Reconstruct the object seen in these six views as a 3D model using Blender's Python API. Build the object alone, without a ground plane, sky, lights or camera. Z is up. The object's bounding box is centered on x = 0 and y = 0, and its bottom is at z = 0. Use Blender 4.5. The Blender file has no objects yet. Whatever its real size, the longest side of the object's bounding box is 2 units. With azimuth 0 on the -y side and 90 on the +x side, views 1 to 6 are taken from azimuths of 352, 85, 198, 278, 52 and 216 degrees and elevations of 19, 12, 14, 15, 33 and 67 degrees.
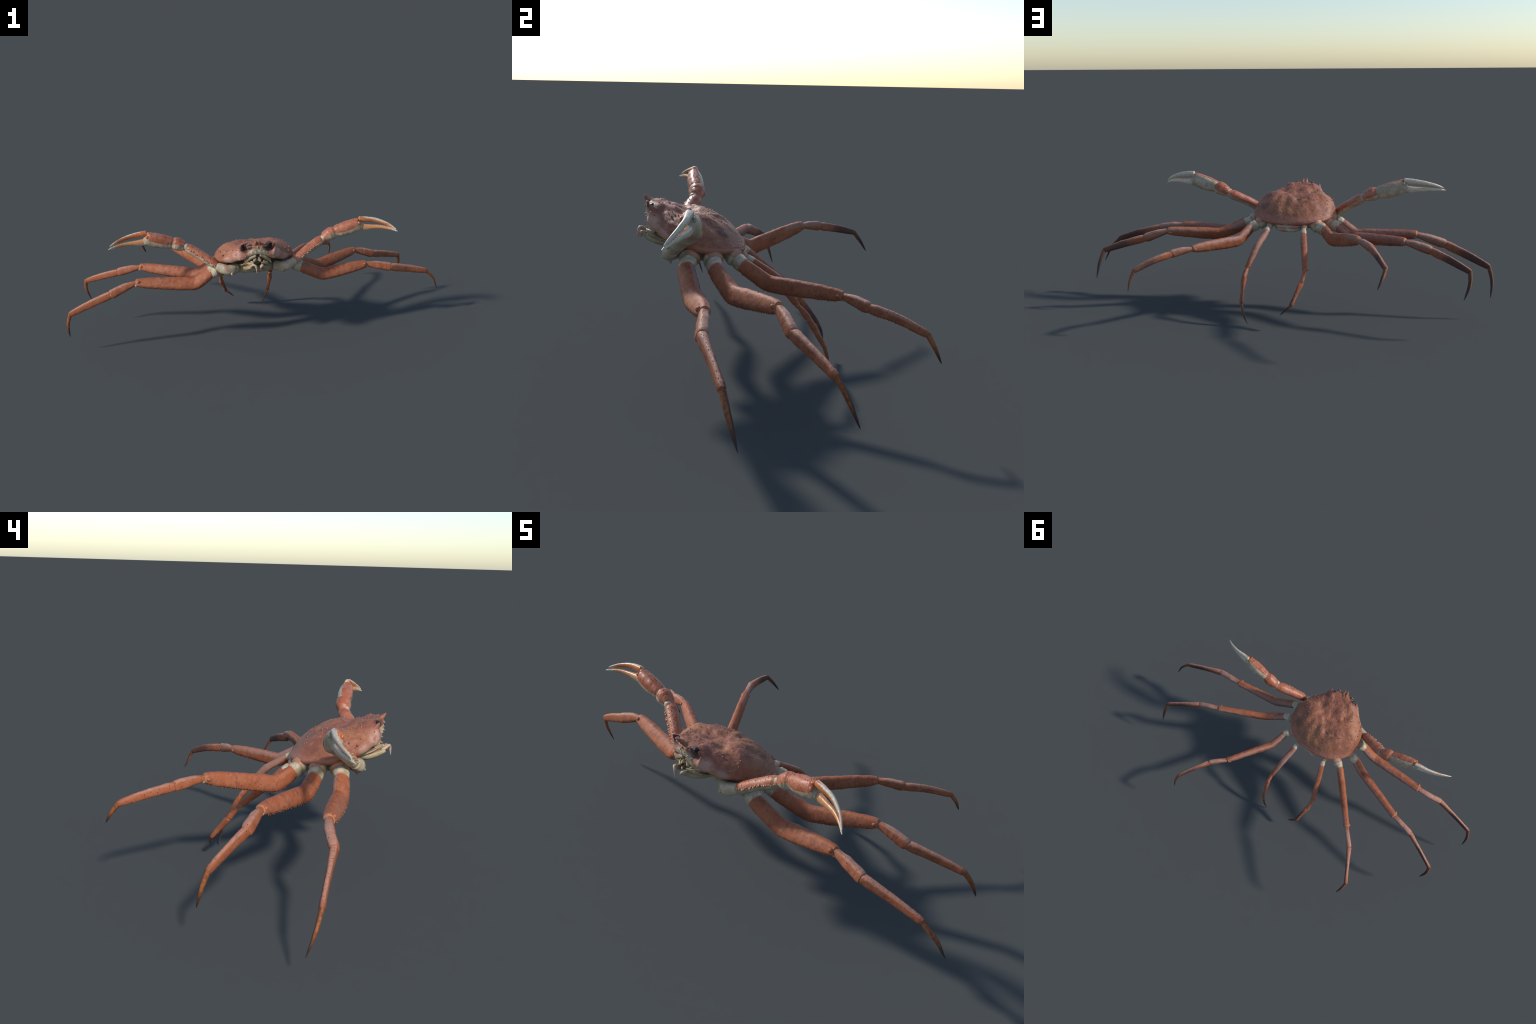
import bpy, bmesh, math, random
from mathutils import Vector, Matrix, noise

random.seed(7)
CX = -0.031                                   # the crab's plane of symmetry
UP = Vector((0, 0, 1))


# ------------------------------------------------------------------ helpers
def V(p):
    return Vector(p)


def lerp_keys(keys, t):
    """smooth interpolation of (t, v0, v1, ...) keys"""
    if t <= keys[0][0]:
        return keys[0][1:]
    for k0, k1 in zip(keys, keys[1:]):
        if t <= k1[0]:
            f = (t - k0[0]) / max(1e-9, k1[0] - k0[0])
            return tuple(a + (b - a) * f for a, b in zip(k0[1:], k1[1:]))
    return keys[-1][1:]


def catmull_keys(keys, t):
    """Catmull-Rom through (t, v) keys with uneven spacing (finite-difference tangents)"""
    n = len(keys)
    if t <= keys[0][0]:
        return keys[0][1]
    if t >= keys[-1][0]:
        return keys[-1][1]
    for i in range(n - 1):
        if t <= keys[i + 1][0]:
            break
    x0, y0 = keys[i]
    x1, y1 = keys[i + 1]
    h = x1 - x0

    def slope(j):
        if j == 0:
            return (keys[1][1] - keys[0][1]) / (keys[1][0] - keys[0][0])
        if j == n - 1:
            return (keys[-1][1] - keys[-2][1]) / (keys[-1][0] - keys[-2][0])
        a = (keys[j][1] - keys[j - 1][1]) / (keys[j][0] - keys[j - 1][0])
        b = (keys[j + 1][1] - keys[j][1]) / (keys[j + 1][0] - keys[j][0])
        return 0.5 * (a + b)
    m0, m1 = slope(i), slope(i + 1)
    f = (t - x0) / h
    return ((2 * f ** 3 - 3 * f ** 2 + 1) * y0 + (f ** 3 - 2 * f ** 2 + f) * h * m0 +
            (-2 * f ** 3 + 3 * f ** 2) * y1 + (f ** 3 - f ** 2) * h * m1)


def rounded_path(pts, radius, n):
    """polyline with rounded corners, resampled to n points"""
    pts = [V(p) for p in pts]
    fine = [pts[0]]
    for i in range(1, len(pts) - 1):
        a, b, c = pts[i - 1], pts[i], pts[i + 1]
        ra = min(radius, 0.45 * (b - a).length)
        rc = min(radius, 0.45 * (c - b).length)
        p0 = b + (a - b).normalized() * ra
        p2 = b + (c - b).normalized() * rc
        for k in range(9):
            t = k / 8
            fine.append(p0 * (1 - t) ** 2 + b * 2 * t * (1 - t) + p2 * t * t)
    fine.append(pts[-1])
    d = [0.0]
    for p, q in zip(fine, fine[1:]):
        d.append(d[-1] + (q - p).length)
    out = []
    j = 0
    for i in range(n):
        t = d[-1] * i / (n - 1)
        while j < len(d) - 2 and d[j + 1] < t:
            j += 1
        f = (t - d[j]) / max(1e-9, d[j + 1] - d[j])
        out.append(fine[j].lerp(fine[j + 1], min(1, max(0, f))))
    return out


def make_object(name, bm, mat, parent, frame=None, smooth=True, angle=None):
    """bm in world coordinates; frame = local matrix given to the object"""
    if frame is not None:
        bm.transform(frame.inverted())
    bmesh.ops.recalc_face_normals(bm, faces=bm.faces)
    me = bpy.data.meshes.new(name)
    bm.to_mesh(me)
    bm.free()
    for p in me.polygons:
        p.use_smooth = smooth
    ob = bpy.data.objects.new(name, me)
    bpy.context.scene.collection.objects.link(ob)
    if mat:
        me.materials.append(mat)
    ob.parent = parent
    if frame is not None:
        ob.matrix_world = frame
    return ob


def make_empty(name, parent=None):
    e = bpy.data.objects.new(name, None)
    e.empty_display_size = 0.05
    bpy.context.scene.collection.objects.link(e)
    e.parent = parent
    return e


def frame_of(a, b, up=UP):
    """local frame: origin at a, x toward b, z as near to up as it can be"""
    x = (b - a).normalized()
    z = (up - x * up.dot(x)).normalized()
    y = z.cross(x)
    m = Matrix((x, y, z)).transposed().to_4x4()
    m.translation = a
    return m


def fbm(p, scale, octaves=3):
    v, amp, q = 0.0, 1.0, p * scale
    for _ in range(octaves):
        v += amp * noise.noise(q)
        q = q * 2.03 + Vector((3.1, 1.7, 5.3))
        amp *= 0.5
    return v


def tube(bm, path, keys, up=UP, around=28, expo=2.3, rough=0.0012, cap=0.5, seed=0, side_fn=None):
    """loft along path; keys = (t, half height, half width[, lift]) ; returns ring centres/frames"""
    n = len(path)
    rings, frames = [], []
    for i, c in enumerate(path):
        t = i / (n - 1)
        k = lerp_keys(keys, t)
        a, b = k[0], k[1]
        lift = k[2] if len(k) > 2 else 0.0
        tan = (path[min(i + 1, n - 1)] - path[max(i - 1, 0)]).normalized()
        z = (up - tan * up.dot(tan)).normalized()
        y = z.cross(tan)
        frames.append((c + z * lift, tan, y, z, a, b))
    # rounded caps
    first, last = frames[0], frames[-1]
    pre, post = [], []
    for q in (0.25, 0.55, 0.8, 0.95):
        s = math.sqrt(max(0, 1 - (1 - q) ** 2))
        pre.append((first[0] - first[1] * first[5] * cap * (1 - q), first[1], first[2], first[3], first[4] * s, first[5] * s))
    for q in (0.95, 0.8, 0.55, 0.25):
        s = math.sqrt(max(0, 1 - (1 - q) ** 2))
        post.append((last[0] + last[1] * last[5] * cap * (1 - q), last[1], last[2], last[3], last[4] * s, last[5] * s))
    allf = pre + frames + post
    for (c, tan, y, z, a, b) in allf:
        ring = []
        for j in range(around):
            th = 2 * math.pi * j / around
            cs, sn = math.cos(th), math.sin(th)
            py = b * math.copysign(abs(cs) ** (2 / expo), cs)
            pz = a * math.copysign(abs(sn) ** (2 / expo), sn)
            p = c + y * py + z * pz
            d = (y * cs + z * sn)
            amp = min(rough, 0.12 * min(a, b))
            w = fbm(p + Vector((seed * 1.37, 0, 0)), 45) * 0.7 + fbm(p, 160, 2) * 0.35
            ring.append(bm.verts.new(p + d * amp * w))
        rings.append(ring)
    for r0, r1 in zip(rings, rings[1:]):
        for j in range(around):
            bm.faces.new((r0[j], r0[(j + 1) % around], r1[(j + 1) % around], r1[j]))
    bm.faces.new(rings[0][::-1])
    bm.faces.new(rings[-1])
    return frames


def cone(bm, base, tip, r, seg=6, bend=None, round_tip=0.15):
    ax = tip - base
    L = ax.length
    ax = ax.normalized()
    s = ax.orthogonal().normalized()
    t = ax.cross(s)
    rings = []
    for q in (0.0, 0.35, 0.7, 0.93):
        rr = r * (1 - q) ** 0.8 + r * round_tip * q * (1 - q)
        c = base + ax * L * q
        if bend is not None:
            c = c + bend * q * q
        rings.append([bm.verts.new(c + (s * math.cos(2 * math.pi * j / seg) + t * math.sin(2 * math.pi * j / seg)) * rr) for j in range(seg)])
    top = bm.verts.new(tip + (bend if bend is not None else Vector()))
    for r0, r1 in zip(rings, rings[1:]):
        for j in range(seg):
            bm.faces.new((r0[j], r0[(j + 1) % seg], r1[(j + 1) % seg], r1[j]))
    for j in range(seg):
        bm.faces.new((rings[-1][j], rings[-1][(j + 1) % seg], top))
    bm.faces.new(rings[0][::-1])


def blob(bm, c, axes, radii, sub=3, rough=0.0, scale=60):
    """ellipsoid with noise; axes = 3x3 columns"""
    r = bmesh.ops.create_icosphere(bm, subdivisions=sub, radius=1.0)
    for v in r['verts']:
        d = v.co.copy()
        p = c + axes[0] * d.x * radii[0] + axes[1] * d.y * radii[1] + axes[2] * d.z * radii[2]
        nrm = (p - c).normalized()
        v.co = p + nrm * rough * fbm(p, scale)


XYZ = (Vector((1, 0, 0)), Vector((0, 1, 0)), Vector((0, 0, 1)))


# ---------------------------------------------------------------- materials
class Nodes:
    def __init__(self, name):
        self.mat = bpy.data.materials.new(name)
        self.mat.use_nodes = True
        self.t = self.mat.node_tree
        self.t.nodes.clear()
        self.out = self.t.nodes.new('ShaderNodeOutputMaterial')
        self.bsdf = self.t.nodes.new('ShaderNodeBsdfPrincipled')
        self.t.links.new(self.bsdf.outputs[0], self.out.inputs[0])
        self.tc = self.t.nodes.new('ShaderNodeTexCoord')

    def link(self, a, b):
        self.t.links.new(a, b)

    def val(self, sock, v):
        if hasattr(v, 'is_linked') or isinstance(v, bpy.types.NodeSocket):
            self.link(v, sock)
        else:
            sock.default_value = v

    def math(self, op, a, b=0.0, c=0.0, clamp=False):
        n = self.t.nodes.new('ShaderNodeMath')
        n.operation = op
        n.use_clamp = clamp
        for s, v in zip(n.inputs, (a, b, c)):
            self.val(s, v)
        return n.outputs[0]

    def noise(self, vec, scale, detail=4, rough=0.55, dist=0.0):
        n = self.t.nodes.new('ShaderNodeTexNoise')
        self.link(vec, n.inputs['Vector'])
        n.inputs['Scale'].default_value = scale
        n.inputs['Detail'].default_value = detail
        n.inputs['Roughness'].default_value = rough
        n.inputs['Distortion'].default_value = dist
        return n.outputs['Fac']

    def voronoi(self, vec, scale, feature='F1', rnd=1.0):
        n = self.t.nodes.new('ShaderNodeTexVoronoi')
        n.feature = feature
        self.link(vec, n.inputs['Vector'])
        n.inputs['Scale'].default_value = scale
        n.inputs['Randomness'].default_value = rnd
        return n

    def step(self, x, lo, hi):
        n = self.t.nodes.new('ShaderNodeMapRange')
        n.interpolation_type = 'SMOOTHSTEP'
        self.val(n.inputs[0], x)
        n.inputs[1].default_value = lo
        n.inputs[2].default_value = hi
        n.inputs[3].default_value = 0.0
        n.inputs[4].default_value = 1.0
        return n.outputs[0]

    def mix(self, f, a, b, mode='MIX'):
        n = self.t.nodes.new('ShaderNodeMix')
        n.data_type = 'RGBA'
        n.blend_type = mode
        self.val(n.inputs[0], f)
        for s, v in ((n.inputs[6], a), (n.inputs[7], b)):
            if isinstance(v, (tuple, list)):
                s.default_value = (*v, 1.0) if len(v) == 3 else v
            else:
                self.link(v, s)
        return n.outputs[2]

    def sep(self, vec):
        n = self.t.nodes.new('ShaderNodeSeparateXYZ')
        self.link(vec, n.inputs[0])
        return n.outputs

    def spot(self, vec, centre, r0, r1):
        """1 inside r0 of centre, 0 beyond r1"""
        n = self.t.nodes.new('ShaderNodeVectorMath')
        n.operation = 'DISTANCE'
        self.link(vec, n.inputs[0])
        n.inputs[1].default_value = centre
        return self.step(n.outputs['Value'], r1, r0)

    def finish(self, colour, rough=0.5, bump=None, dist=0.002, strength=0.5, spec=0.4, coat=0.0):
        self.val(self.bsdf.inputs['Base Color'], colour if not isinstance(colour, tuple) else (*colour, 1))
        self.val(self.bsdf.inputs['Roughness'], rough)
        self.bsdf.inputs['Specular IOR Level'].default_value = spec
        self.bsdf.inputs['Coat Weight'].default_value = coat
        self.bsdf.inputs['Coat Roughness'].default_value = 0.35
        if bump is not None:
            b = self.t.nodes.new('ShaderNodeBump')
            b.inputs['Strength'].default_value = strength
            b.inputs['Distance'].default_value = dist
            self.link(bump, b.inputs['Height'])
            self.link(b.outputs[0], self.bsdf.inputs['Normal'])
        return self.mat


RUST = (0.330, 0.090, 0.033)
RUST_DARK = (0.190, 0.050, 0.024)
RUST_PINK = (0.360, 0.120, 0.055)
LILAC = (0.350, 0.205, 0.165)
CREAM = (0.400, 0.325, 0.200)
WHITE = (0.500, 0.430, 0.325)
ORANGE = (0.520, 0.140, 0.035)
CHARCOAL = (0.030, 0.022, 0.022)
BROWN = (0.190, 0.058, 0.022)


def leg_material(name, kind, front):
    """kind: merus, carpus, propodus, dactyl; front = +1/-1 local y of the anterior face"""
    N = Nodes(name)
    obj, gen = N.tc.outputs['Object'], N.tc.outputs['Generated']
    gx = N.sep(gen)[0]
    oy, oz = N.sep(obj)[1], N.sep(obj)[2]
    big = N.noise(obj, 22, 3)
    mid = N.noise(obj, 90, 4, 0.6)
    fine = N.noise(obj, 420, 3, 0.6)
    c = N.mix(N.step(big, 0.35, 0.68), RUST, RUST_PINK)
    c = N.mix(N.math('MULTIPLY', N.step(N.noise(obj, 34, 3, .6, .6), .52, .68), .55), c, (0.20, 0.055, 0.028))
    c = N.mix(N.math('MULTIPLY', N.step(mid, 0.48, 0.72), 0.55), c, RUST_DARK)
    c = N.mix(N.math('MULTIPLY', N.step(fine, 0.5, 0.75), 0.25), c, LILAC)
    # paler lilac band on the upper hind face
    back = N.math('MULTIPLY', oy, -front)
    band = N.math('ADD', N.math('ADD', back, N.math('MULTIPLY', oz, .8)), N.math('MULTIPLY', N.math('SUBTRACT', mid, 0.5), 0.012))
    band = N.step(band, 0.014, 0.019) if kind == 'merus' else N.step(band, 0.010, 0.014)
    near = N.step(gx, 1.0, 0.1)
    if kind in ('merus', 'carpus'):
        c = N.mix(N.math('MULTIPLY', N.math('MULTIPLY', band, 0.75), N.math('ADD', N.math('MULTIPLY', near, 0.4), 0.6)), c, LILAC)
    if kind in ('carpus', 'propodus'):
        top = N.math('ADD', oz, N.math('MULTIPLY', N.math('SUBTRACT', mid, 0.5), 0.012))
        c = N.mix(N.math('MULTIPLY', N.step(top, .010, .017), .5), c, (0.46, 0.25, 0.185))
    jit = N.math('MULTIPLY', N.math('SUBTRACT', mid, 0.5), 0.08)
    gxj = N.math('ADD', gx, jit)
    if kind == 'merus':
        c = N.mix(N.math('MULTIPLY', N.step(gxj, 0.05, 0.0), 0.8), c, ORANGE)
        c = N.mix(N.math('MULTIPLY', N.step(gxj, 0.965, 0.99), .5), c, (0.44, 0.20, 0.10))
    if kind == 'carpus':
        c = N.mix(N.math('MULTIPLY', N.step(gxj, 0.08, 0.0), .5), c, (0.44, 0.20, 0.10))
        c = N.mix(N.math('MULTIPLY', N.step(gxj, 0.93, 1.0), 0.6), c, RUST_PINK)
    if kind == 'propodus':
        under = N.step(N.math('ADD', back, N.math('MULTIPLY', N.math('SUBTRACT', mid, 0.5), 0.01)), -0.001, 0.006)
        dist = N.step(gxj, 0.12, 0.6)
        c = N.mix(N.math('MULTIPLY', N.math('MULTIPLY', under, dist), 0.8), c, CHARCOAL)
        c = N.mix(N.math('MULTIPLY', N.step(gxj, 0.85, 1.0), 0.35), c, BROWN)
    if kind == 'dactyl':
        band = N.step(N.math('ADD', back, N.math('MULTIPLY', N.math('SUBTRACT', mid, 0.5), 0.006)), -0.001, 0.003)
        c = N.mix(N.step(mid, 0.35, 0.6), BROWN, (0.33, 0.110, 0.036))
        c = N.mix(N.math('MULTIPLY', N.step(N.math('ADD', gxj, N.math('MULTIPLY', band, 0.3)), 0.40, 0.9), 0.92), c, CHARCOAL)
        c = N.mix(N.math('MULTIPLY', band, 0.6), c, CHARCOAL)
    # dark pores
    v = N.voronoi(obj, 95)
    pick = N.sep(v.outputs['Color'])[0]
    upper = N.math('MULTIPLY', N.step(oz, .002, .020), .25)
    pore = N.math('MULTIPLY', N.step(v.outputs['Distance'], 0.24, 0.12), N.step(N.math('ADD', pick, upper), 0.66, 0.72))
    c = N.mix(N.math('MULTIPLY', pore, 0.8), c, (0.045, 0.016, 0.012))
    h = N.math('ADD', N.math('MULTIPLY', mid, 0.6), N.math('MULTIPLY', fine, 0.4))
    return N.finish(c, N.math('ADD', 0.46, N.math('MULTIPLY', mid, 0.25)), h, 0.003, 0.6, 0.35, 0.0)


def pale_material(name, a=CREAM, b=WHITE, blush=RUST_PINK, amount=0.5):
    N = Nodes(name)
    obj = N.tc.outputs['Object']
    big = N.noise(obj, 26, 3)
    mid = N.noise(obj, 110, 4)
    c = N.mix(N.step(big, 0.38, 0.62), a, b)
    c = N.mix(N.math('MULTIPLY', N.step(mid, 0.5, 0.75), 0.35), c, (0.33, 0.27, 0.16))
    blushm = N.step(N.noise(obj, 17, 2, 0.4, 0.5), 0.52, 0.62)
    c = N.mix(N.math('MULTIPLY', blushm, amount), c, blush)
    return N.finish(c, 0.45, mid, 0.003, 0.4, 0.4, 0.05)


def leg_base_material(name):
    """coxa and ischium: cream with a rust patch on top of each joint"""
    N = Nodes(name)
    obj, gen = N.tc.outputs['Object'], N.tc.outputs['Generated']
    gx, gz = N.sep(gen)[0], N.sep(gen)[2]
    mid = N.noise(obj, 70, 4)
    c = N.mix(N.step(N.noise(obj, 30, 3), 0.4, 0.6), CREAM, WHITE)
    c = N.mix(N.math('MULTIPLY', N.step(mid, 0.48, 0.70), 0.6), c, (0.25, 0.20, 0.11))
    up = N.math('ADD', N.sep(obj)[2], N.math('MULTIPLY', N.math('SUBTRACT', mid, 0.5), 0.02))
    lo = N.math('MULTIPLY', N.step(gx, 0.22, 0.34), N.step(gx, 0.66, 0.56))
    c = N.mix(N.math('MULTIPLY', N.math('MULTIPLY', N.step(up, 0.006, 0.012), lo), 0.8), c, (0.40, 0.155, 0.085))
    ring = N.step(N.math('ADD', gx, N.math('MULTIPLY', N.math('SUBTRACT', mid, 0.5), 0.1)), 0.90, 0.96)
    c = N.mix(N.math('MULTIPLY', ring, 0.85), c, (0.42, 0.15, 0.06))
    return N.finish(c, 0.45, mid, 0.003, 0.4, 0.4, 0.05)


def claw_material(name, kind, front):
    """rust red above and in front, white below and behind, with a speckled border"""
    N = Nodes(name)
    obj, gen = N.tc.outputs['Object'], N.tc.outputs['Generated']
    gx, gz = N.sep(gen)[0], N.sep(gen)[2]
    oy, oz = N.sep(obj)[1], N.sep(obj)[2]
    big = N.noise(obj, 24, 3)
    mid = N.noise(obj, 120, 4, 0.65)
    fine = N.noise(obj, 420, 3)
    red = N.mix(N.step(big, 0.38, 0.65), (0.36, 0.095, 0.040), (0.42, 0.150, 0.085))
    red = N.mix(N.math('MULTIPLY', N.step(mid, 0.5, 0.7), 0.5), red, RUST_DARK)
    pale = N.mix(N.step(big, 0.36, 0.60), (0.47, 0.395, 0.285), (0.34, 0.270, 0.180))  # pale tones lowered for baked shade on the palm, warmed against blue skylight
    pale = N.mix(N.math('MULTIPLY', N.step(mid, .52, .7), .35), pale, (0.30, 0.235, 0.16))
    jag = N.math('MULTIPLY', N.math('SUBTRACT', mid, 0.5), 0.020)
    fy = N.math('MULTIPLY', oy, front)
    if kind == 'palm':
        m = N.math('ADD', N.math('ADD', N.math('MULTIPLY', oz, 1.17), fy), N.math('MULTIPLY', jag, .7))
        m = N.step(m, 0.0205, 0.0245)
        red = N.mix(N.math('MULTIPLY', N.step(gx, 0.80, 0.97), 0.8), red, ORANGE)
    elif kind == 'carpus':
        m = N.step(N.math('ADD', N.math('ADD', oz, N.math('MULTIPLY', fy, -0.25)), jag), -0.004, 0.003)
    else:
        m = N.step(N.math('ADD', N.math('ADD', oz, N.math('MULTIPLY', fy, -0.22)), jag), -0.002, 0.003)
    c = N.mix(m, pale, red)
    edge = N.math('MULTIPLY', m, N.math('SUBTRACT', 1.0, m))
    c = N.mix(N.math('MULTIPLY', edge, 2.5), c, ORANGE)
    ends = N.math('MAXIMUM', N.step(gx, 0.07, 0.0), N.step(gx, 0.94, 1.0))
    if kind != 'palm':
        c = N.mix(N.math('MULTIPLY', ends, 0.8), c, WHITE)
    v = N.voronoi(obj, 110)
    pick = N.sep(v.outputs['Color'])[0]
    pore = N.math('MULTIPLY', N.math('MULTIPLY', N.step(v.outputs['Distance'], 0.22, 0.1), N.step(pick, 0.62, 0.68)), m)
    c = N.mix(N.math('MULTIPLY', pore, 0.7), c, (0.07, 0.02, 0.014))
    h = N.math('ADD', N.math('MULTIPLY', mid, 0.6), N.math('MULTIPLY', fine, 0.4))
    return N.finish(c, 0.4, h, 0.003, 0.45, 0.45, 0.08)


def finger_material(name, front, upper):
    N = Nodes(name)
    obj, gen = N.tc.outputs['Object'], N.tc.outputs['Generated']
    gx = N.sep(gen)[0]
    oy, oz = N.sep(obj)[1], N.sep(obj)[2]
    mid = N.noise(obj, 120, 4)
    fy = N.math('ADD', N.math('MULTIPLY', oy, front), N.math('MULTIPLY', N.math('MULTIPLY', gx, N.math('SUBTRACT', 1.0, gx)), 0.075))
    jag = N.math('MULTIPLY', N.math('SUBTRACT', mid, 0.5), 0.006)
    ivory = N.mix(N.step(mid, 0.35, 0.65), (0.48, 0.40, 0.28), (0.60, 0.53, 0.43))
    orange = N.mix(N.step(mid, 0.4, 0.65), (0.46, 0.12, 0.030), (0.52, 0.19, 0.065))
    if not upper:
        orange = N.mix(0.6, orange, (0.54, 0.30, 0.13))
    m = N.step(N.math('ADD', fy, jag), 0.000, 0.004)
    m = N.math('MULTIPLY', m, N.step(N.math('ADD', oz, jag), -.010, -.004) if not upper else N.step(N.math('ADD', oz, jag), .018, .013))
    tip = N.step(N.math('ADD', gx, N.math('MULTIPLY', N.math('SUBTRACT', mid, 0.5), 0.2)), 0.98, 0.72)
    c = N.mix(N.math('MULTIPLY', m, tip), ivory, orange)
    return N.finish(c, 0.35, mid, 0.002, 0.3, 0.5, 0.15)


def carapace_material():
    N = Nodes('carapace_shell')
    obj = N.tc.outputs['Object']
    x, y, z = N.sep(obj)
    big = N.noise(obj, 13, 3, 0.5, 0.4)
    med = N.noise(obj, 38, 4, 0.6)
    mid = N.noise(obj, 120, 4, 0.65)
    fine = N.noise(obj, 480, 3, 0.6)
    c = N.mix(N.step(big, 0.36, 0.64), (0.268, 0.090, 0.051), (0.322, 0.122, 0.054))
    c = N.mix(N.math('MULTIPLY', N.step(med, 0.50, 0.66), 0.65), c, (0.180, 0.062, 0.043))
    c = N.mix(N.math('MULTIPLY', N.step(med, 0.46, 0.30), 0.5), c, (0.40, 0.180, 0.095))
    c = N.mix(N.math('MULTIPLY', N.step(mid, 0.5, 0.70), 0.45), c, (0.17, 0.055, 0.040))
    c = N.mix(N.math('MULTIPLY', N.step(fine, 0.52, 0.75), 0.16), c, (0.44, 0.24, 0.17))
    # ochre saddle at the back, smoky stains
    och = N.spot(obj, (CX - 0.01, -0.15, 0.51), 0.03, 0.10)
    c = N.mix(N.math('MULTIPLY', och, N.math('MULTIPLY', N.step(med, 0.62, 0.4), 0.6)), c, (0.30, 0.150, 0.062))
    for p, r in (((0.035, -0.165, 0.53), 0.035), ((0.11, -0.17, 0.50), 0.05), ((-0.10, -0.19, 0.53), 0.035), ((0.10, -0.26, 0.54), 0.04)):
        s = N.spot(obj, p, 0.2 * r, r)
        c = N.mix(N.math('MULTIPLY', N.math('MULTIPLY', s, 0.7), N.step(med, 0.3, 0.6)), c, (0.095, 0.042, 0.032))
    # pink rim on the lower flank, pale cheeks and cream face
    zj = N.math('ADD', z, N.math('MULTIPLY', N.math('SUBTRACT', med, 0.5), 0.03))
    rim = N.step(zj, 0.470, 0.450)
    c = N.mix(N.math('MULTIPLY', rim, 0.5), c, (0.42, 0.165, 0.115))
    yj = N.math('ADD', y, N.math('MULTIPLY', N.math('SUBTRACT', med, 0.5), 0.04))
    for sx in (-1, 1):
        ch = N.spot(obj, (CX + sx * 0.098, -0.402, 0.515), 0.018, 0.05)
        c = N.mix(N.math('MULTIPLY', ch, N.math('ADD', 0.35, N.math('MULTIPLY', N.step(med, 0.4, 0.55), 0.5))), c, (0.58, 0.34, 0.27))
        ch2 = N.spot(obj, (CX + sx * 0.145, -0.365, 0.485), 0.01, 0.04)
        c = N.mix(N.math('MULTIPLY', ch2, 0.7), c, (0.52, 0.30, 0.24))
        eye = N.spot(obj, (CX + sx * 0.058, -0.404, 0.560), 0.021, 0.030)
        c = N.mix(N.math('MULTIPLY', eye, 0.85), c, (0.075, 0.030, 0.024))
    face = N.spot(obj, (CX, -0.425, 0.515), 0.032, 0.065)
    c = N.mix(N.math('MULTIPLY', face, N.math('ADD', 0.5, N.math('MULTIPLY', med, 0.6))), c, (0.50, 0.43, 0.31))
    # pits
    v = N.voronoi(obj, 46)
    pick = N.sep(v.outputs['Color'])[0]
    pit = N.math('MULTIPLY', N.step(v.outputs['Distance'], 0.16, 0.07), N.step(pick, 0.72, 0.78))
    c = N.mix(N.math('MULTIPLY', pit, 0.85), c, (0.045, 0.018, 0.015))
    v2 = N.voronoi(obj, 60)
    pick2 = N.sep(v2.outputs['Color'])[1]
    wart = N.math('MULTIPLY', N.step(v2.outputs['Distance'], 0.30, 0.12), N.step(pick2, 0.72, 0.78))
    c = N.mix(N.math('MULTIPLY', wart, 0.4), c, (0.42, 0.22, 0.15))
    h = N.math('ADD', N.math('MULTIPLY', mid, 0.6), N.math('MULTIPLY', fine, 0.35))
    h = N.math('ADD', h, N.math('SUBTRACT', N.math('MULTIPLY', wart, 0.6), N.math('MULTIPLY', pit, 1.0)))
    return N.finish(c, N.math('ADD', 0.42, N.math('MULTIPLY', mid, 0.25)), h, 0.003, 0.5, 0.4, 0.05)


def plain_material(name, colour, rough=0.45, other=None, scale=90):
    N = Nodes(name)
    obj = N.tc.outputs['Object']
    mid = N.noise(obj, scale, 4)
    c = N.mix(N.step(mid, 0.35, 0.65), colour, other or tuple(v * 0.7 for v in colour))
    return N.finish(c, rough, mid, 0.002, 0.3, 0.4)


MAT = {}
for s, sg in (('right', 1), ('left', -1)):
    for k in ('merus', 'carpus', 'propodus', 'dactyl'):
        MAT[k, sg] = leg_material('leg_%s_%s' % (k, s), k, sg)
    for k in ('arm', 'carpus', 'palm'):
        MAT['claw_' + k, sg] = claw_material('claw_%s_%s' % (k, s), k, sg)
    MAT['finger_up', sg] = finger_material('claw_finger_movable_' + s, sg, True)
    MAT['finger_low', sg] = finger_material('claw_finger_fixed_' + s, sg, False)
M_BASE = leg_base_material('leg_base_cream')
M_PALE = pale_material('underside_cream', (0.30, 0.27, 0.16), CREAM, RUST_PINK, 0.25)
M_ARMBASE = pale_material('claw_arm_base', CREAM, (0.44, 0.37, 0.27), (0.40, 0.19, 0.14), 0.75)
M_MEMB = pale_material('joint_membrane_white', WHITE, CREAM, ORANGE, 0.6)
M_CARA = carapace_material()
M_SPINE = plain_material('spinule_rust', (0.34, 0.115, 0.06), 0.45, (0.20, 0.065, 0.04))
M_SPINEP = plain_material('spine_orange_tip', (0.46, 0.20, 0.10), 0.45, (0.34, 0.13, 0.075))
M_ATEETH = plain_material('arm_tooth_apricot', (0.40, 0.16, 0.075), 0.4, (0.42, 0.25, 0.15), 60)
M_WART = plain_material('granule_brown', (0.26, 0.10, 0.06), 0.5, (0.36, 0.17, 0.10), 30)
M_EYE = plain_material('eye_black_brown', (0.030, 0.014, 0.012), 0.15)
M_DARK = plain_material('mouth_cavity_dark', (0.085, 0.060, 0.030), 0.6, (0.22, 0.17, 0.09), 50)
M_TOOTH = plain_material('mouthpart_white', (0.46, 0.39, 0.28), 0.35, (0.24, 0.15, 0.07), 60)
M_OLIVE = pale_material('mouthpart_olive', (0.24, 0.20, 0.11), (0.36, 0.30, 0.18), (0.30, 0.14, 0.07), .6)
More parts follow.
